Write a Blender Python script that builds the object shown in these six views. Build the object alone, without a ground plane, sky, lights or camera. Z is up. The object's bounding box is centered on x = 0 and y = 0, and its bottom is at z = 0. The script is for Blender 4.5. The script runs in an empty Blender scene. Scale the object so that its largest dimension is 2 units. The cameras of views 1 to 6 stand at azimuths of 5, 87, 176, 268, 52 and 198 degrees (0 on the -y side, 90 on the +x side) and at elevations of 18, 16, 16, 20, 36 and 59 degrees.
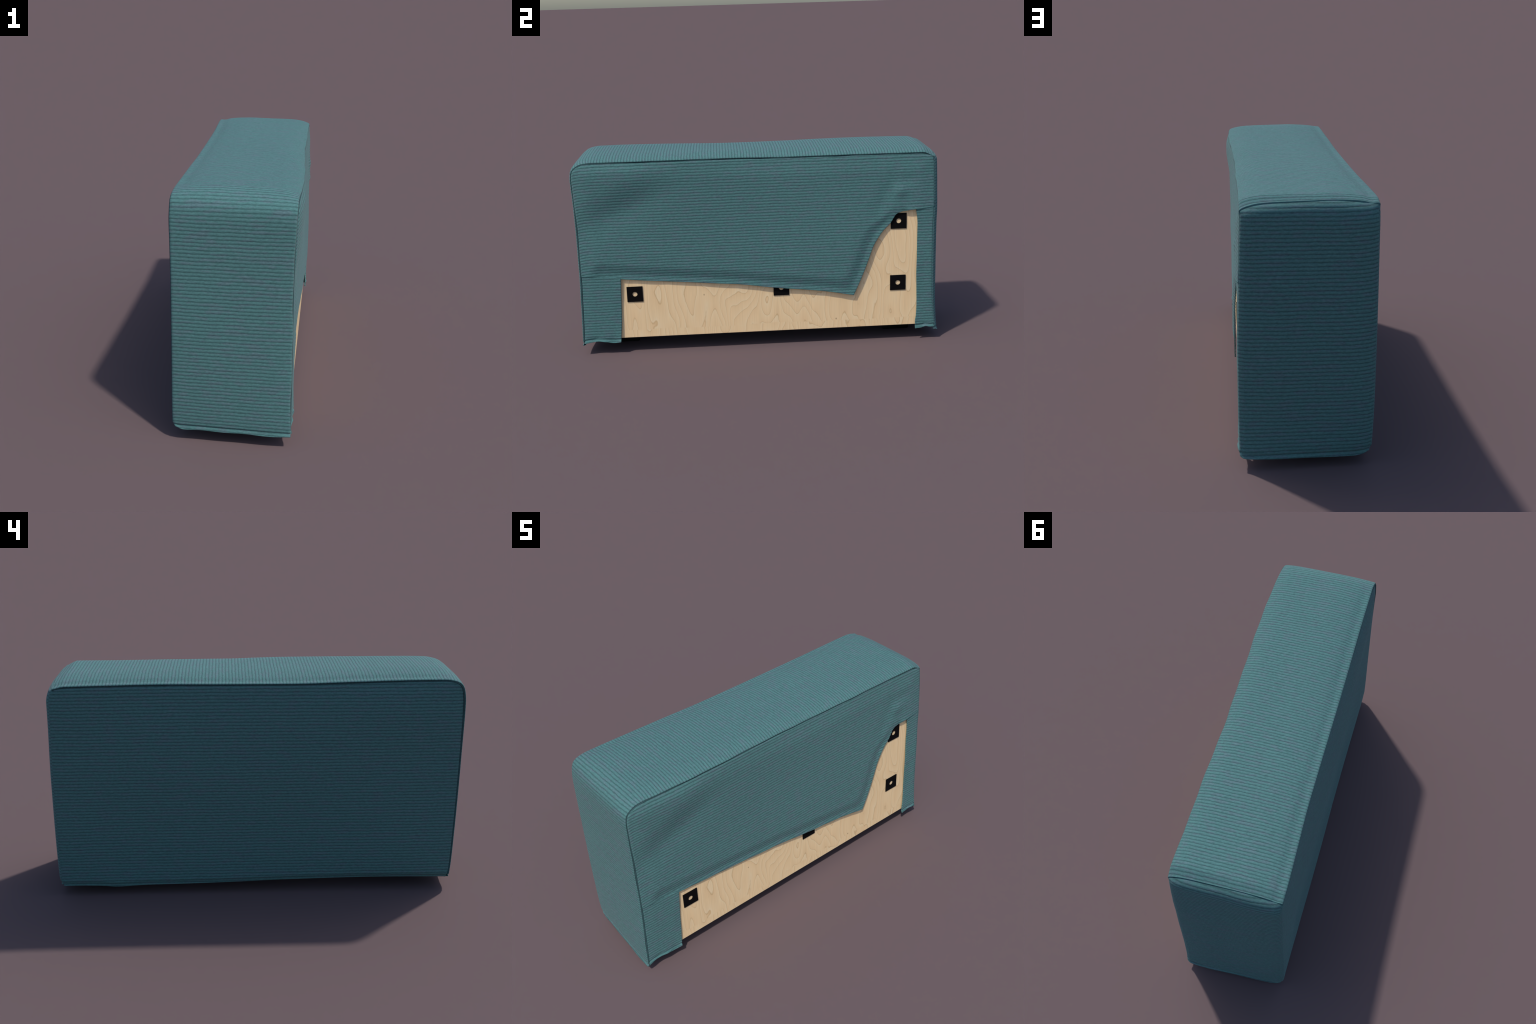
"""Upholstered sofa armrest module: teal corduroy cover over a plywood frame.
The cover is sewn from panels that meet in seams; on the +x side the fabric
hangs as a loose flap that leaves part of the plywood board open."""
import math
import bpy
import numpy as np

RIB = 0.0158            # corduroy rib period
RIB_DEPTH = 0.0012      # depth of the grooves between ribs


# ------------------------------------------------------------------ helpers
def curve(points):
    """Monotone cubic (pchip) through hand-placed (t, value) control points."""
    p = sorted(points)
    t = np.array([a for a, _ in p], float)
    f = np.array([b for _, b in p], float)
    h, d = np.diff(t), np.diff(f) / np.diff(t)
    m = np.zeros_like(f)
    m[0], m[-1] = d[0], d[-1]
    for i in range(1, len(f) - 1):
        if d[i - 1] * d[i] > 0:
            a, b = 2 * h[i] + h[i - 1], h[i] + 2 * h[i - 1]
            m[i] = (a + b) / (a / d[i - 1] + b / d[i])

    def at(x):
        x = np.clip(np.asarray(x, float), t[0], t[-1])
        i = np.clip(np.searchsorted(t, x) - 1, 0, len(h) - 1)
        s = (x - t[i]) / h[i]
        return (f[i] * (1 + 2 * s) * (1 - s) ** 2 + f[i + 1] * s * s * (3 - 2 * s)
                + h[i] * (m[i] * s * (1 - s) ** 2 - m[i + 1] * s * s * (1 - s)))
    return at


def smooth(x, a=0.0, b=1.0):
    s = np.clip((x - a) / (b - a), 0, 1)
    return s * s * (3 - 2 * s)


def hump(x, width):
    return np.exp(-(x / width) ** 2)


def lip(d, radius=0.010, height=0.0045):
    """Rounded rise of a sewn panel out of its seam groove."""
    k = np.clip(1 - d / radius, 0, 1)
    return height * np.sqrt(1 - k * k)


def polyline_distance(y, z, pts):
    best = np.full(y.shape, 9.0)
    for (a, b), (c, e) in zip(pts[:-1], pts[1:]):
        vy, vz = c - a, e - b
        s = np.clip(((y - a) * vy + (z - b) * vz) / (vy * vy + vz * vz + 1e-12), 0, 1)
        best = np.minimum(best, np.hypot(y - a - s * vy, z - b - s * vz))
    return best


def grid_normals(P):
    du, dv = np.gradient(P, axis=1), np.gradient(P, axis=0)
    n = np.cross(du, dv)
    return n / (np.linalg.norm(n, axis=2, keepdims=True) + 1e-12)


def grid_mesh(name, P, outward, material, tuck=((0, 0, 0),) * 4):
    """Mesh from a grid of points; each border is turned in by its tuck vector
    (order: first row, last row, first column, last column)."""
    first, last, left, right = (np.array(t, float) for t in tuck)
    P = np.concatenate([P[:1] + first, P, P[-1:] + last], axis=0)
    P = np.concatenate([P[:, :1] + left, P, P[:, -1:] + right], axis=1)
    r, c = P.shape[:2]
    idx = np.arange(r * c).reshape(r, c)
    q = np.stack([idx[:-1, :-1], idx[:-1, 1:], idx[1:, 1:], idx[1:, :-1]], axis=-1).reshape(-1, 4)
    n = grid_normals(P)[r // 2, c // 2]
    if np.dot(n, outward) < 0:
        q = q[:, ::-1]
    me = bpy.data.meshes.new(name)
    me.from_pydata(P.reshape(-1, 3).tolist(), [], q.tolist())
    me.polygons.foreach_set("use_smooth", np.ones(len(q), bool))
    me.materials.append(material)
    ob = bpy.data.objects.new(name, me)
    bpy.context.collection.objects.link(ob)
    ob.parent = thing
    return ob


# --------------------------------------------- expressions for code and nodes
class Socket:
    """A shader value that can be used in ordinary arithmetic."""

    def __init__(self, tree, out):
        self.tree, self.out = tree, out

    def op(self, kind, *others):
        n = self.tree.nodes.new("ShaderNodeMath")
        n.operation = kind
        for slot, value in zip(n.inputs, (self,) + others):
            if isinstance(value, Socket):
                self.tree.links.new(value.out, slot)
            else:
                slot.default_value = float(value)
        return Socket(self.tree, n.outputs[0])

    def __add__(self, o): return self.op("ADD", o)
    __radd__ = __add__
    def __sub__(self, o): return self.op("SUBTRACT", o)
    def __rsub__(self, o): return (self * -1.0) + o
    def __mul__(self, o): return self.op("MULTIPLY", o)
    __rmul__ = __mul__


def fn(kind, *a):
    """SINE, EXPONENT, ARCTAN2, MAXIMUM, MINIMUM, ABSOLUTE on numbers or sockets."""
    if isinstance(a[0], Socket):
        return a[0].op(kind, *a[1:])
    return {"SINE": np.sin, "EXPONENT": np.exp, "ARCTAN2": np.arctan2, "MAXIMUM": np.maximum,
            "MINIMUM": np.minimum, "ABSOLUTE": np.abs}[kind](*a)


def wander(a, b):
    """Slight unevenness of the weave, a few tenths of a rib."""
    return (0.00055 * fn("SINE", a * 31.0 + fn("SINE", b * 17.0) * 2.0)
            + 0.00035 * fn("SINE", a * 83.0 + b * 41.0 + 1.3)
            + 0.00030 * fn("SINE", a * 157.0 + b * 260.0))


CORNER_Y, CORNER_Z, CORNER_R = -0.875, 0.985, 0.115


def run_top(x, y, z):
    """Length along the strip that covers the top and rolls down the front."""
    back = fn("MAXIMUM", y - CORNER_Y, 0.0)
    down = fn("MAXIMUM", CORNER_Z - z, 0.0)
    turn = fn("ARCTAN2", fn("MAXIMUM", CORNER_Y - y, 0.0), fn("MAXIMUM", z - CORNER_Z, 0.0005))
    return back - down - CORNER_R * turn + wander(x, y + z)


def run_flap(x, y, z):
    droop = 0.014 * fn("EXPONENT", (y + 0.985) * -26.0)
    return z + droop + wander(y, z)


def run_side(x, y, z):
    return z + wander(y, z)


def run_strip(x, y, z):
    return z + 0.005 + wander(y, z)


def run_back(x, y, z):
    edge = 0.010 * fn("EXPONENT", (x + 0.28) * -24.0) - 0.007 * fn("EXPONENT", (0.26 - x) * -30.0)
    return z - edge + wander(x, z)


def add_ribs(P, run, fade=None):
    n = grid_normals(P)
    phase = run(P[..., 0], P[..., 1], P[..., 2]) / RIB
    h = np.abs(np.sin(np.pi * phase)) ** 0.7 - 0.6
    if fade is not None:
        h = h * fade
    return n, h * RIB_DEPTH


# ---------------------------------------------------------------- materials
def new_material(name):
    m = bpy.data.materials.new(name)
    m.use_nodes = True
    t = m.node_tree
    for n in list(t.nodes):
        t.nodes.remove(n)
    out = t.nodes.new("ShaderNodeOutputMaterial")
    b = t.nodes.new("ShaderNodeBsdfPrincipled")
    t.links.new(b.outputs[0], out.inputs[0])
    return m, t, b


def position(t):
    tc = t.nodes.new("ShaderNodeTexCoord")
    s = t.nodes.new("ShaderNodeSeparateXYZ")
    t.links.new(tc.outputs["Object"], s.inputs[0])
    return tc.outputs["Object"], [Socket(t, o) for o in s.outputs]


def noise(t, vector, scale, detail=2.0, rough=0.5, stretch=(1, 1, 1), shift=(0, 0, 0)):
    mp = t.nodes.new("ShaderNodeMapping")
    mp.inputs["Scale"].default_value = stretch
    mp.inputs["Location"].default_value = shift
    t.links.new(vector, mp.inputs[0])
    n = t.nodes.new("ShaderNodeTexNoise")
    n.inputs["Scale"].default_value = scale
    n.inputs["Detail"].default_value = detail
    n.inputs["Roughness"].default_value = rough
    t.links.new(mp.outputs[0], n.inputs["Vector"])
    return n.outputs["Fac"]


def ramp(t, fac, stops):
    r = t.nodes.new("ShaderNodeValToRGB")
    e = r.color_ramp.elements
    while len(e) < len(stops):
        e.new(0.5)
    for el, (p, c) in zip(e, stops):
        el.position = p
        el.color = (*c, 1) if len(c) == 3 else c
    t.links.new(fac.out if isinstance(fac, Socket) else fac, r.inputs[0])
    return r.outputs[0]


def mix(t, fac, a, b, blend="MIX"):
    n = t.nodes.new("ShaderNodeMix")
    n.data_type, n.blend_type = "RGBA", blend
    for slot, v in ((n.inputs["Factor"], fac), (n.inputs["A"], a), (n.inputs["B"], b)):
        if isinstance(v, Socket):
            v = v.out
        if isinstance(v, (int, float)):
            slot.default_value = v
        elif isinstance(v, tuple):
            slot.default_value = (*v, 1)
        else:
            t.links.new(v, slot)
    return n.outputs["Result"]


def g(v):
    return (v, v, v)


TEAL = (0.091, 0.192, 0.196)
TEAL_GREEN = (0.082, 0.202, 0.194)
TEAL_GREY = (0.109, 0.181, 0.200)


def corduroy(name, run, along):
    """Ribbed cloth; `along` is the mapping stretch that lays threads along the ribs."""
    m, t, b = new_material(name)
    vec, (x, y, z) = position(t)
    fray = Socket(t, noise(t, vec, 110, 2, 0.6))
    phase = (run(x, y, z) + (fray - 0.5) * 0.0045) * (math.pi / RIB)
    rib = fn("ABSOLUTE", fn("SINE", phase))
    groove = ramp(t, rib, [(0.0, g(1.0)), (0.25, g(0.75)), (0.65, g(0.18)), (0.95, g(0.0))])
    patches = noise(t, vec, 75, 2, 0.5, along)
    col = mix(t, ramp(t, patches, [(0.38, g(0)), (0.50, g(1))]), TEAL_GREY, TEAL_GREEN)
    col = mix(t, 0.35, col, TEAL)
    threads = noise(t, vec, 200, 3, 0.7, tuple(0.4 if a < 1 else 1 for a in along))
    shade = ramp(t, threads, [(0.28, g(0.78)), (0.5, g(1.0)), (0.72, g(1.18))])
    col = mix(t, 1.0, col, shade, "MULTIPLY")
    dark = mix(t, 1.0, col, (0.54, 0.55, 0.56), "MULTIPLY")
    col = mix(t, groove, col, dark)
    t.links.new(col, b.inputs["Base Color"])
    b.inputs["Roughness"].default_value = 0.92
    b.inputs["Specular IOR Level"].default_value = 0.15
    b.inputs["Sheen Weight"].default_value = 0.08
    b.inputs["Sheen Roughness"].default_value = 0.5
    bump = t.nodes.new("ShaderNodeBump")
    bump.inputs["Strength"].default_value = 0.35
    bump.inputs["Distance"].default_value = 0.0012
    t.links.new(noise(t, vec, 260, 2, 0.7, along), bump.inputs["Height"])
    t.links.new(bump.outputs[0], b.inputs["Normal"])
    return m


def plywood():
    m, t, b = new_material("birch_plywood")
    vec, (x, y, z) = position(t)

    def figure(shift, stretch, slope, swirl, rings):
        """Growth rings of a rotary-cut veneer: near-vertical lines bent into arches."""
        field = y * slope + swirl * Socket(t, noise(t, vec, 1.0, 2.2, 0.45, stretch, shift))
        field = field + 0.02 * Socket(t, noise(t, vec, 22.0, 2, 0.5))
        ring = (field * rings).op("FRACT")
        return ramp(t, ring, [(0.0, (0.82, 0.58, 0.325)), (0.30, (0.85, 0.615, 0.35)), (0.75, (0.865, 0.64, 0.375)),
                              (0.91, (0.86, 0.665, 0.41)), (0.965, (0.67, 0.445, 0.225)), (1.0, (0.82, 0.58, 0.325))])
    upper = figure((3.1, 0.4, 1.7), (0.0, 4.2, 1.4), 1.3, 2.3, 9)
    lower = figure((9.1, 5.0, 4.0), (0.0, 5.0, 1.4), 2.2, 2.0, 9)
    joint = ramp(t, z + 0.03 * Socket(t, noise(t, vec, 3.0)), [(0.148, g(1)), (0.152, g(0))])
    col = mix(t, joint, upper, lower)
    fibre = noise(t, vec, 60, 3, 0.6, (1, 3.0, 0.12))
    col = mix(t, 0.5, col, ramp(t, fibre, [(0.3, g(0.90)), (0.7, g(1.08))]), "MULTIPLY")
    blush = noise(t, vec, 4.0, 2, 0.5, (1, 2.0, 0.8))
    col = mix(t, ramp(t, blush, [(0.45, g(0)), (0.75, g(0.35))]), col, (0.86, 0.60, 0.335))
    vor = t.nodes.new("ShaderNodeTexVoronoi")
    mp = t.nodes.new("ShaderNodeMapping")
    mp.inputs["Scale"].default_value = (0, 9, 6.5)
    mp.inputs["Location"].default_value = (0, 0.3, 0.2)
    t.links.new(vec, mp.inputs[0])
    t.links.new(mp.outputs[0], vor.inputs["Vector"])
    vor.inputs["Scale"].default_value = 1.0
    knots = ramp(t, vor.outputs["Distance"], [(0.0, g(0.9)), (0.028, g(0.7)), (0.05, g(0.0))])
    col = mix(t, knots, col, (0.30, 0.18, 0.09))
    t.links.new(col, b.inputs["Base Color"])
    b.inputs["Roughness"].default_value = 0.6
    b.inputs["Specular IOR Level"].default_value = 0.3
    return m


def plain(name, colour, rough):
    m, t, b = new_material(name)
    vec, _ = position(t)
    n = noise(t, vec, 60, 3)
    col = mix(t, 1.0, colour, ramp(t, n, [(0.3, g(0.85)), (0.7, g(1.15))]), "MULTIPLY")
    t.links.new(col, b.inputs["Base Color"])
    b.inputs["Roughness"].default_value = rough
    b.inputs["Specular IOR Level"].default_value = 0.08
    return m


# ------------------------------------------------------------------ the thing
thing = bpy.data.objects.new("sofa_armrest", None)
bpy.context.collection.objects.link(thing)
thing["label"] = "teal corduroy sofa armrest module with exposed plywood side"
thing["category"] = "sofa armrest"

cloth_top = corduroy("corduroy_top", run_top, (0.22, 1, 1))
cloth_side = corduroy("corduroy_side", run_side, (1, 0.22, 1))
cloth_flap = corduroy("corduroy_flap", run_flap, (1, 0.22, 1))
cloth_strip = corduroy("corduroy_strip", run_strip, (1, 0.22, 1))
cloth_back = corduroy("corduroy_back", run_back, (0.22, 1, 1))
wood = plywood()
black = plain("black_steel", (0.004, 0.0033, 0.0036), 0.7)
black_foot = plain("black_plastic", (0.006, 0.006, 0.006), 0.6)
underlay = plain("dark_underlining", (0.03, 0.03, 0.032), 0.9)

# seams of the long strip over top and front: (-x seam), (+x seam), crown height
SEAMS = [
    ((-0.274, 0.950, 1.064), (0.245, 0.955, 1.045), 0.024),
    ((-0.274, 0.900, 1.071), (0.246, 0.900, 1.064), 0.024),
    ((-0.268, 0.730, 1.074), (0.246, 0.730, 1.065), 0.024),
    ((-0.256, 0.450, 1.076), (0.248, 0.450, 1.067), 0.024),
    ((-0.252, 0.150, 1.074), (0.248, 0.150, 1.067), 0.024),
    ((-0.249, -0.150, 1.073), (0.254, -0.120, 1.073), 0.023),
    ((-0.245, -0.450, 1.080), (0.266, -0.450, 1.075), 0.022),
    ((-0.241, -0.750, 1.086), (0.268, -0.750, 1.076), 0.022),
    ((-0.243, -0.880, 1.087), (0.265, -0.870, 1.076), 0.019),
    ((-0.245, -0.930, 1.080), (0.263, -0.925, 1.070), 0.014),
    ((-0.247, -0.958, 1.063), (0.262, -0.962, 1.053), 0.008),
    ((-0.248, -0.970, 1.030), (0.260, -0.980, 1.030), 0.007),
    ((-0.249, -0.975, 0.985), (0.257, -0.985, 0.985), 0.006),
    ((-0.247, -0.977, 0.880), (0.254, -0.982, 0.880), 0.005),
    ((-0.245, -0.977, 0.700), (0.252, -0.979, 0.700), 0.005),
    ((-0.245, -0.976, 0.500), (0.254, -0.979, 0.500), 0.006),
    ((-0.246, -0.973, 0.300), (0.256, -0.984, 0.300), 0.005),
    ((-0.247, -0.969, 0.150), (0.257, -0.989, 0.150), 0.003),
    ((-0.247, -0.964, 0.080), (0.258, -0.991, 0.080), 0.002),
    ((-0.238, -0.961, 0.054), (0.259, -0.991, 0.058), 0.001),
]
L = np.array([s[0] for s in SEAMS])
R = np.array([s[1] for s in SEAMS])
M = (L + R) / 2
arc = np.concatenate([[0], np.cumsum(np.linalg.norm(np.diff(M, axis=0), axis=1))])


def along(values):
    return curve(list(zip(arc, values)))


def hem(d):
    """Folded hem: a crease above the edge, then a slight outward flare."""
    return -0.003 * hump(d - 0.016, 0.006) + 0.003 * (1 - smooth(d, 0.0, 0.011))


def top_crown(t, height):
    """Padded crown across the top: gentle on the -x side, a firm shoulder on the +x side."""
    t = np.clip(t, -1, 1)
    return height * (1 - np.abs(t) ** (2.6 + 3.6 * smooth(t, -0.6, 0.6)))


def build_top():
    rows = int(arc[-1] / RIB * 10)
    s = np.linspace(0, arc[-1], rows)
    left = np.stack([along(L[:, i])(s) for i in range(3)], -1)
    right = np.stack([along(R[:, i])(s) for i in range(3)], -1)
    crown = along([q[2] for q in SEAMS])(s)
    t = np.concatenate([np.linspace(-1, -0.9, 14)[:-1], np.linspace(-0.9, 0.9, 40), np.linspace(0.9, 1, 14)[1:]])
    w = (t + 1) / 2
    P = left[:, None] * (1 - w)[None, :, None] + right[:, None] * w[None, :, None]
    mid = (left + right) / 2
    tan = np.gradient(mid, axis=0)[:, 1:]
    for _ in range(30):
        tan[1:-1] = (tan[:-2] + tan[1:-1] * 2 + tan[2:]) / 4
    tan /= np.linalg.norm(tan, axis=1, keepdims=True)
    nrm = np.stack([np.zeros(rows), tan[:, 1], -tan[:, 0]], -1)
    nrm *= np.sign(nrm[0, 2])
    end = (1 - smooth(s, 0.0, 0.12))[:, None]        # straight up where the strip ends in the back seam
    nrm = nrm * (1 - end) + np.array([0, -0.12, 1.0]) * end
    width = right[:, 0] - left[:, 0]
    dl, dr = w[None] * width[:, None], (1 - w)[None] * width[:, None]
    tt = t[None, :]
    crown = crown + 0.004 * hump(mid[:, 1] + 0.25, 0.4) * smooth(mid[:, 2], 0.9, 1.0)
    rise = top_crown(tt, crown[:, None])
    on_top = smooth(mid[:, 1], -0.95, -0.75)[:, None]
    ridge = on_top * (0.0012 * hump(dl - 0.004, 0.009) - 0.0045 * hump(dl - 0.032, 0.016))
    soft = 0.0025 * np.sin(mid[:, 1:2] * 5.1 + tt * 1.7) * (1 - tt ** 4) * on_top
    height = rise + ridge + soft + lip(np.minimum(dl, dr)) + 0.0045 * smooth(s, 0.0, 0.06)[:, None]
    height = height + hem(arc[-1] - s)[:, None]
    P[..., 2] += 0.014 * hump(dl, 0.022) * (1 - smooth(arc[-1] - s, 0.0, 0.04))[:, None]
    P[..., 2] += 0.003 * np.sin(P[..., 0] * 23 + 1) * np.sin(P[..., 0] * 9) * (1 - smooth(arc[-1] - s, 0.0, 0.05))[:, None]
    P = P + nrm[:, None] * height[..., None]
    # seams wander a little where the stitching pulls
    pull = 0.0022 * np.sin(s * 21.0) * np.sin(s * 8.3 + 0.6) * smooth(s, 0.05, 0.3)
    P[..., 0] += pull[:, None] * smooth(tt, 0.75, 1.0)
    n, h = add_ribs(P, run_top, smooth(np.minimum(dl, dr), 0.0, 0.01))
    if n[rows // 4, 30, 2] < 0:
        n = -n
    P = P + n * h[..., None]
    P[..., 0] += (0.001 + 0.004 * on_top) * tt ** 9
    return grid_mesh("top_cover", P, (0, 0, 1), cloth_top,
                     ((0, -0.004, -0.012), (0, 0.014, 0.002), (0.012, 0, 0), (-0.012, 0, 0)))


def seam_y(side, zs):
    """y of the front seam for a given height (including the rounded top corner)."""
    pts = [(p[2], p[1]) for p in side[8:]]
    return curve(pts)(zs)


def seam_top(side, ys):
    return curve([(p[1], p[2]) for p in side[:9]])(ys)


def seam_x_top(side, ys):
    return curve([(p[1], p[0]) for p in side[:9]])(ys)


def seam_x_front(side, zs):
    return curve([(p[2], p[0]) for p in side[8:]])(zs)


def rows_between(top, bottom):
    """Row heights, finer near the rounded top corner, about ten per rib elsewhere."""
    fine = np.linspace(top, top - 0.03, 60)
    rest = np.linspace(top - 0.03, bottom, int((top - 0.03 - bottom) / RIB * 10))
    return np.concatenate([fine, rest[1:]])


def build_far_side():
    top = 1.0865
    zs = rows_between(top, 0.058)
    back = curve([(0.05, 0.965), (0.10, 0.974), (0.3, 0.977), (0.6, 0.977), (0.9, 0.971), (1.0, 0.970),
                  (1.05, 0.965), (1.075, 0.955), (1.0865, 0.938)])(zs)
    front = seam_y(L, zs)
    u = np.concatenate([np.linspace(0, 0.02, 12)[:-1], np.linspace(0.02, 0.98, 180), np.linspace(0.98, 1, 12)[1:]])
    y = front[:, None] * (1 - u) + back[:, None] * u
    v = ((top - zs) / (top - 0.058))[:, None]
    z = zs[:, None] + (seam_top(L, y) - top) * (1 - v) ** 6
    low = curve([(-0.98, 0.062), (-0.88, 0.066), (-0.55, 0.070), (-0.2, 0.066), (0.06, 0.060), (0.31, 0.055),
                 (0.56, 0.051), (0.7, 0.044), (0.8, 0.051), (0.98, 0.054)])(y)
    z = z + (low - 0.058) * v ** 6
    xf = seam_x_front(L, zs)[:, None]
    xb = curve([(0.05, -0.268), (0.3, -0.274), (0.7, -0.275), (1.09, -0.274)])(zs)[:, None]
    x = xf * (1 - u) + xb * u
    x = x + (seam_x_top(L, y) - (xf * (1 - u) + xb * u)) * (1 - v) ** 3
    d_end = np.minimum(y - front[:, None], back[:, None] - y)
    d_top = (seam_top(L, y) - z)
    seam = np.minimum(np.maximum(d_end, 0), np.maximum(d_top, 0))
    out = 0.009 * (1 - np.abs(2 * u - 1) ** 6) * (1 - np.abs(2 * v - 1) ** 4) * (1 - 1.6 * smooth(v, 0.35, 0.8) * smooth(u, 0.1, 0.5) * (1 - smooth(u, 0.85, 1.0)))
    out = out + 0.009 * hump((y + 0.72) / 1.4, 0.22) * hump(z - 0.95, 0.14) * smooth(seam, 0, 0.06)
    out = out + lip(seam, 0.014) + 0.002 * np.sin(y * 4.3 + z * 3) * smooth(seam, 0, 0.1)
    d_low = z - z[-1:]
    out = out + hem(d_low) * 0.7 - 0.009 * (1 - smooth(d_low, 0, 0.04)) ** 2
    P = np.stack([x - out, y, z], -1)
    n, h = add_ribs(P, run_side, smooth(seam, 0.0, 0.01))
    if n[len(zs) // 2, 90, 0] > 0:
        n = -n
    P = P + n * h[..., None]
    return grid_mesh("side_cover", P, (-1, 0, 0), cloth_side,
                     ((0.012, 0, 0), (0.02, 0, -0.001), (0.012, 0, 0), (0.012, 0, 0)))


BACK_SEAM_PLUS = curve([(0.05, 0.981), (0.13, 0.970), (0.3, 0.959), (0.5, 0.956), (0.66, 0.957), (0.77, 0.961),
                        (0.9, 0.961), (1.03, 0.958), (1.06, 0.952)])


def build_back():
    rows = int(1.03 / RIB * 10)
    v = np.concatenate([np.linspace(0, 0.04, 40)[:-1], np.linspace(0.04, 1, rows)])[:, None]
    u = np.concatenate([np.linspace(0, 0.06, 10)[:-1], np.linspace(0.06, 0.94, 44), np.linspace(0.94, 1, 10)[1:]])
    z0 = 1.07 - v * 1.02
    xl = curve([(0.05, -0.262), (0.1, -0.272), (0.5, -0.276), (1.07, -0.274)])(z0)
    xr = curve([(0.05, 0.257), (0.25, 0.260), (0.5, 0.261), (0.75, 0.255), (0.9, 0.252), (1.07, 0.246)])(z0)
    x = xl * (1 - u) + xr * u
    t_end = 2 * (x - L[0, 0]) / (R[0, 0] - L[0, 0]) - 1
    zt = (L[0, 2] * (1 - t_end) + R[0, 2] * (1 + t_end)) / 2 + top_crown(t_end, SEAMS[0][2])
    zb = curve([(-0.28, 0.082), (-0.265, 0.064), (-0.24, 0.050), (-0.2, 0.043), (0.0, 0.045), (0.15, 0.047),
                (0.24, 0.050), (0.262, 0.060)])(x)
    z = zt * (1 - v) + zb * v
    yl = curve([(0.05, 0.965), (0.10, 0.974), (0.3, 0.977), (0.6, 0.977), (0.9, 0.971), (1.0, 0.970), (1.07, 0.950)])(z)
    yr = BACK_SEAM_PLUS(z)
    y = yl * (1 - u) + yr * u
    tt = 2 * u - 1
    d_top = zt - z
    width = xr - xl
    seam = np.minimum(np.minimum(u * width, (1 - u) * width), d_top)
    out = (0.016 * (1 - np.abs(tt) ** np.where(tt > 0, 9.0, 3.5)) * (1 - 0.5 * smooth(v, 0.6, 1.0))
           + 0.006 * smooth(np.minimum(u, 1 - u), 0, 0.05))
    out = out + 0.008 * hump(tt - 0.5, 0.4) * smooth(v, 0.08, 0.35) * (1 - 0.4 * smooth(v, 0.7, 1.0)) - 0.003 * hump(tt, 0.5) * hump(v - 0.08, 0.15)
    roll = np.clip(1 - d_top / 0.036, 0, 1)          # soft roll below the top seam
    out = out - 0.034 * (1 - np.abs(tt) ** 8) * (1 - np.sqrt(1 - roll * roll))
    out = out + lip(np.minimum(u * width, (1 - u) * width)) + hem(z - z[-1:])
    P = np.stack([x, y + out, z], -1)
    n, h = add_ribs(P, run_back, smooth(seam, 0.0, 0.01))
    if n[rows // 2, 30, 1] < 0:
        n = -n
    P = P + n * h[..., None]
    return grid_mesh("back_cover", P, (0, 1, 0), cloth_back,
                     ((0, -0.012, 0), (0, -0.016, 0.001), (0, -0.012, 0), (0, -0.012, 0)))


# outline of the loose flap, (y, z)
HEM = [(-0.982, 0.456), (-0.865, 0.449), (-0.765, 0.435), (-0.61, 0.419), (-0.41, 0.402), (-0.235, 0.386), (-0.116, 0.376),
       (0.07, 0.349), (0.35, 0.315), (0.516, 0.284)]
SLANT = [(0.516, 0.284), (0.565, 0.397), (0.600, 0.490), (0.624, 0.557), (0.650, 0.605), (0.683, 0.650), (0.721, 0.689),
         (0.737, 0.714), (0.752, 0.736), (0.770, 0.745), (0.787, 0.751), (0.863, 0.761), (0.962, 0.772)]


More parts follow.
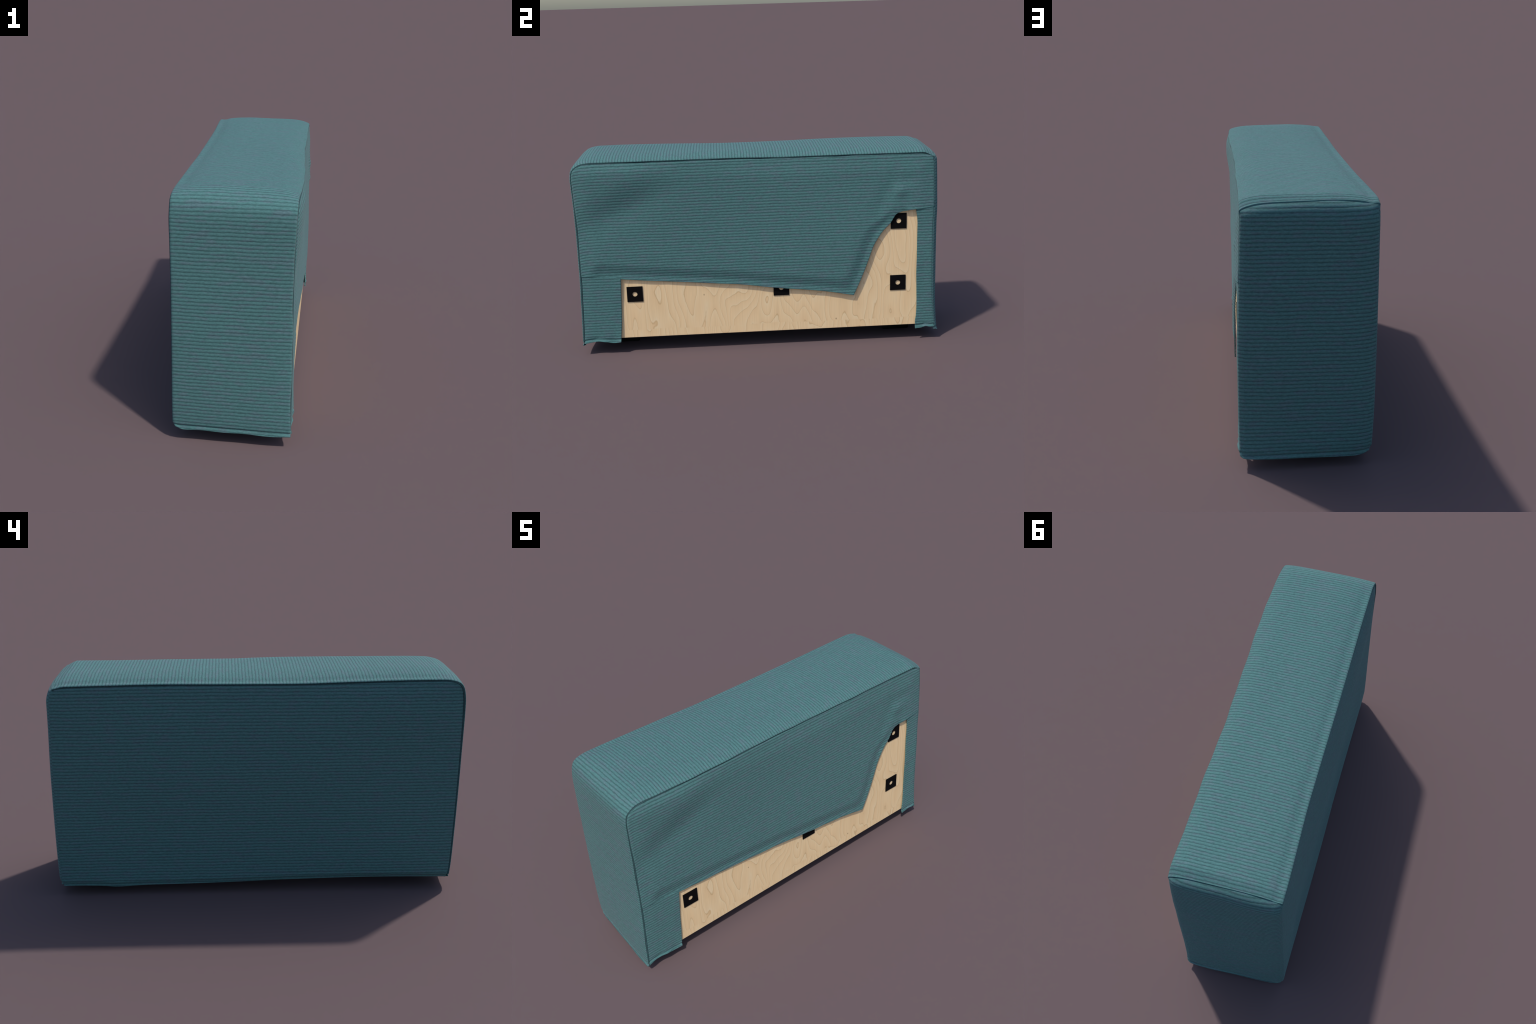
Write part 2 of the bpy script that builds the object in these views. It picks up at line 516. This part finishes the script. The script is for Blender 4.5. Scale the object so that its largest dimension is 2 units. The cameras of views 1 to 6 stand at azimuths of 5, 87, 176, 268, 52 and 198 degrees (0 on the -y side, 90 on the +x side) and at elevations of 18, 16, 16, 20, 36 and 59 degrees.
def build_flap():
    top = 1.0765
    hem_line = curve(HEM + [(0.97, 0.20)])
    right = curve([(z, y) for y, z in SLANT] + [(0.80, 0.962), (0.9, 0.961), (1.03, 0.958), (1.06, 0.955),
                                               (1.0765, 0.947)])
    zs = rows_between(top, 0.284)
    front = seam_y(R, zs)
    span = np.linspace(-1.0, 1.0, 801)
    v = (top - zs) / (top - 0.284)
    u = np.concatenate([np.linspace(0, 0.02, 12)[:-1], np.linspace(0.02, 0.98, 200), np.linspace(0.98, 1, 12)[1:]])
    shear = lambda yy, vv: zs_at(vv) + (hem_line(np.minimum(yy, 0.516)) - 0.284) * smooth(vv, 0.25, 1.0) ** 1.5
    zs_at = lambda vv: top - vv * (top - 0.284)
    Y, Z = [], []
    for vv, zz, f in zip(v, zs, front):
        line = shear(span, vv) + (seam_top(R, span) - top) * (1 - vv) ** 6
        f = seam_y(R, np.array([line[np.argmin(np.abs(span - f))]]))[0] if vv > 0.1 else f
        limit = right(line)
        ok = np.where(span >= limit)[0]
        end = span[-1] if not len(ok) else span[ok[0]]
        if len(ok) and ok[0] > 0:
            i = ok[0]
            a, b = span[i - 1] - limit[i - 1], span[i] - limit[i]
            end = span[i - 1] + (span[i] - span[i - 1]) * (-a / (b - a + 1e-12))
        yy = f * (1 - u) + end * u
        Y.append(yy)
        Z.append(shear(yy, vv) + (seam_top(R, yy) - top) * (1 - vv) ** 6)
    y, z = np.array(Y), np.array(Z)
    v = v[:, None]
    free = polyline_distance(y, z, HEM[2:] + SLANT[1:-1])
    front_line = [(float(seam_y(R, np.array([q]))[0]), q) for q in np.linspace(0.456, 1.07, 40)]
    top_line = [(q, float(seam_top(R, np.array([q]))[0])) for q in np.linspace(-0.87, 0.93, 40)]
    back_line = [(float(BACK_SEAM_PLUS(q)), q) for q in np.linspace(0.775, 1.055, 20)]
    seam = polyline_distance(y, z, front_line + top_line + back_line[::-1])
    d_left = np.maximum(y - seam_y(R, z), 0)
    xt, xf = seam_x_top(R, y), seam_x_front(R, z)
    xb = curve([(0.25, 0.260), (0.5, 0.261), (0.75, 0.256), (0.9, 0.252), (1.07, 0.246)])(z)
    lin = xf * (1 - u) + xb * u
    x = lin + (xt - lin) * np.clip(1 - v * 1.6, 0, 1) ** 2
    # padding swells away from the seams; the free edge falls back toward the board
    pad = 0.007 * smooth(seam, 0.0, 0.10)
    low, slant = polyline_distance(y, z, HEM[1:]), polyline_distance(y, z, SLANT[:-2])
    slant = slant + 0.05 * smooth(z, 0.64, 0.80)
    edge = -0.018 * np.log(np.exp(-low / 0.018) + np.exp(-slant / 0.018))
    drop = 1 - smooth(edge, 0.016, 0.090)
    x = x + pad - 0.011 * drop * smooth(seam, 0.0, 0.12)
    x = x + 0.0035 * (1 - smooth(free, 0.0, 0.034)) * smooth(seam, 0.0, 0.2)
    x = x + 0.003 * hump(np.hypot(y - 0.53, z - 0.30), 0.14)
    # sagging roll under the front top corner
    side = (z - 0.905) - 0.36 * (y + 0.73)
    x = x + 0.010 * smooth(side, -0.095, 0.08) * hump(y + 0.74, 0.24) * smooth(seam, 0, 0.05)
    x = x - 0.008 * hump(side + 0.095, 0.09) * hump(y + 0.74, 0.22)
    # pull folds above the slanted cut
    fold = (y - 0.70) - 0.48 * (z - 0.86)
    x = x - 0.0045 * hump(fold, 0.042) * hump(z - 0.84, 0.13)
    x = x + 0.008 * hump(np.hypot(y - 0.775, z - 0.865), 0.034)
    x = x - 0.004 * hump(np.hypot((y - 0.815) * 0.7, z - 0.925), 0.03)
    x = x + 0.0022 * np.sin(y * 6.0 + 1.0) * np.sin(z * 7 + y * 2) * smooth(seam, 0, 0.15)
    x = x + lip(seam, 0.014, 0.0045)
    P = np.stack([x, y, z], -1)
    n, h = add_ribs(P, run_flap, smooth(seam, 0.0, 0.01))
    if n[len(zs) // 2, 90, 0] < 0:
        n = -n
    P = P + n * h[..., None]
    return grid_mesh("fabric_flap", P, (1, 0, 0), cloth_flap,
                     ((-0.012, 0, 0), (-0.005, 0, 0.001), (-0.012, 0, 0), (-0.005, 0, 0)))


def build_strip(free_edge, seam_edge, bottom, top, top_line, seam_x, seam_first):
    """Narrow fabric strip between an end seam and a free edge lying on the board."""
    zs = np.linspace(top, 0.05, int((top - 0.05) / RIB * 12))
    v = ((top - zs) / (top - 0.05))[:, None]
    u = np.linspace(0, 1, 60)
    a, b = (seam_edge(zs), free_edge(zs)) if seam_first else (free_edge(zs), seam_edge(zs))
    y = a[:, None] * (1 - u) + b[:, None] * u
    z = zs[:, None] + (bottom(y) - 0.05) * v ** 4 + (top_line(y) - top) * (1 - v) ** 4
    to_seam = (u if seam_first else 1 - u) * np.abs(b - a)[:, None]
    to_free = np.abs(b - a)[:, None] - to_seam
    base = seam_x(z) + (0.2585 - seam_x(z)) * smooth(to_seam, 0.0, 0.06)
    x = base + lip(to_seam, 0.012, 0.004) - 0.0025 + hem(z - z[-1:]) * 0.9
    x = x + 0.0025 * np.sin(z * 17 + 0.5) * (1 - smooth(to_free, 0, 0.05))
    x = x + 0.0035 * np.sin(y * 55) * (1 - smooth(z, 0.06, 0.13))
    P = np.stack([x, y, z], -1)
    n, h = add_ribs(P, run_strip, smooth(to_seam, 0.0, 0.01))
    if n[len(zs) // 2, 30, 0] < 0:
        n = -n
    P = P + n * h[..., None]
    inner = (-0.006, 0, 0)
    return grid_mesh("fabric_strip", P, (1, 0, 0), cloth_strip, ((-0.005, 0, 0), (-0.008, 0, 0.001), inner, inner))


def rounded_block(name, lo, hi, bevel, material, hole=None):
    import bmesh
    bm = bmesh.new()
    bmesh.ops.create_cube(bm, size=1.0)
    lo, hi = np.array(lo), np.array(hi)
    for vtx in bm.verts:
        vtx.co = (lo + hi) / 2 + np.array(vtx.co) * (hi - lo)
    if bevel:
        bmesh.ops.bevel(bm, geom=bm.edges[:], offset=bevel, segments=3, profile=0.5, affect="EDGES")
    me = bpy.data.meshes.new(name)
    bm.to_mesh(me)
    bm.free()
    me.materials.append(material)
    ob = bpy.data.objects.new(name, me)
    bpy.context.collection.objects.link(ob)
    ob.parent = thing
    return ob


def plate_mesh(size, radius, thick):
    """Square plate in the yz plane with a round hole through its middle."""
    n = 48
    ang = [2 * math.pi * i / n for i in range(n)]
    verts, faces = [], []
    for k, xx in ((1, thick), (0, 0.0)):
        for a in ang:
            verts.append((xx, radius * math.cos(a), radius * math.sin(a)))
        for a in ang:
            c, s = math.cos(a), math.sin(a)
            q = size / 2 / max(abs(c), abs(s))
            verts.append((xx, q * c, q * s))
    for i in range(n):
        j = (i + 1) % n
        faces.append((i, n + i, n + j, j))
        faces.append((2 * n + j, 3 * n + j, 3 * n + i, 2 * n + i))
        faces.append((n + i, 3 * n + i, 3 * n + j, n + j))
        faces.append((j, 2 * n + j, 2 * n + i, i))
    me = bpy.data.meshes.new("fixing_plate")
    me.from_pydata(verts, [], faces)
    me.materials.append(black)
    return me


build_top()
build_far_side()
build_back()
build_flap()
build_strip(curve([(0.05, -0.788), (0.071, -0.787), (0.18, -0.778), (0.3, -0.772), (0.435, -0.766), (0.49, -0.764)]),
            lambda z: seam_y(R, z),
            curve([(-1.0, 0.068), (-0.955, 0.074), (-0.911, 0.080), (-0.87, 0.074), (-0.828, 0.066), (-0.787, 0.071)]),
            0.460, curve([(-0.99, 0.461), (-0.865, 0.454), (-0.76, 0.439)]), lambda z: seam_x_front(R, z), True)
build_strip(curve([(0.05, 0.866), (0.069, 0.866), (0.094, 0.865), (0.134, 0.870), (0.215, 0.873), (0.3, 0.871),
                   (0.396, 0.868), (0.528, 0.870), (0.676, 0.871), (0.73, 0.867), (0.765, 0.862), (0.80, 0.861)]),
            BACK_SEAM_PLUS,
            curve([(0.86, 0.068), (0.897, 0.070), (0.927, 0.079), (0.95, 0.074), (0.971, 0.073), (0.99, 0.064)]),
            0.774, curve([(0.85, 0.763), (0.97, 0.777)]), curve([(0.05, 0.257), (0.25, 0.260), (0.5, 0.261), (0.75, 0.255), (0.9, 0.252)]), False)



def seam_dark_tube(points):
    """Thin dark teal tube filling the groove between two panels."""
    cu = bpy.data.curves.new("seam_dark_tube", "CURVE")
    cu.dimensions, cu.bevel_depth, cu.bevel_resolution = "3D", 0.0034, 3
    sp = cu.splines.new("POLY")
    sp.points.add(len(points) - 1)
    for slot, p in zip(sp.points, points):
        slot.co = (*p, 1)
    tmp = bpy.data.objects.new("seam_dark_tube_curve", cu)
    bpy.context.collection.objects.link(tmp)
    me = bpy.data.meshes.new_from_object(tmp.evaluated_get(bpy.context.evaluated_depsgraph_get()))
    bpy.data.objects.remove(tmp)
    me.name = "seam_dark_tube"
    me.polygons.foreach_set("use_smooth", np.ones(len(me.polygons), bool))
    me.materials.clear()
    me.materials.append(seam_tube_colour)
    ob = bpy.data.objects.new("seam_dark_tube", me)
    bpy.context.collection.objects.link(ob)
    ob.parent = thing


seam_tube_colour = plain("dark_teal_seam_line", (0.040, 0.085, 0.09), 0.9)
run = np.linspace(0.004, arc[-1] - 0.03, 400)
for side in (L, R):
    seam_dark_tube(np.stack([along(side[:, i])(run) for i in range(3)], -1))
heights = np.linspace(0.065, 1.045, 120)
seam_dark_tube(np.stack([curve([(0.05, 0.257), (0.25, 0.260), (0.5, 0.261), (0.75, 0.255), (0.9, 0.252), (1.07, 0.246)])(heights) - 0.003,
                    BACK_SEAM_PLUS(heights) - 0.003, heights], -1))

BOARD = 0.2475
rounded_block("plywood_panel", (BOARD - 0.018, -0.968, 0.0895), (BOARD, 0.948, 1.02), 0.0015, wood)
plate = plate_mesh(0.087, 0.0135, 0.004)
for i, (py, pz) in enumerate(((-0.6955, 0.3425), (0.113, 0.3415), (0.766, 0.3415), (0.7675, 0.6955))):
    ob = bpy.data.objects.new("fixing_plate", plate)
    bpy.context.collection.objects.link(ob)
    ob.location = (BOARD, py, pz)
    ob.parent = thing

rounded_block("base_board", (-0.245, -0.945, 0.091), (BOARD - 0.0185, 0.94, 0.109), 0.001, underlay)
for y0, y1 in ((-0.865, -0.705), (0.715, 0.868)):
    rounded_block("foot", (-0.075, y0, 0.0), (0.075, y1, 0.0905), 0.008, black_foot)
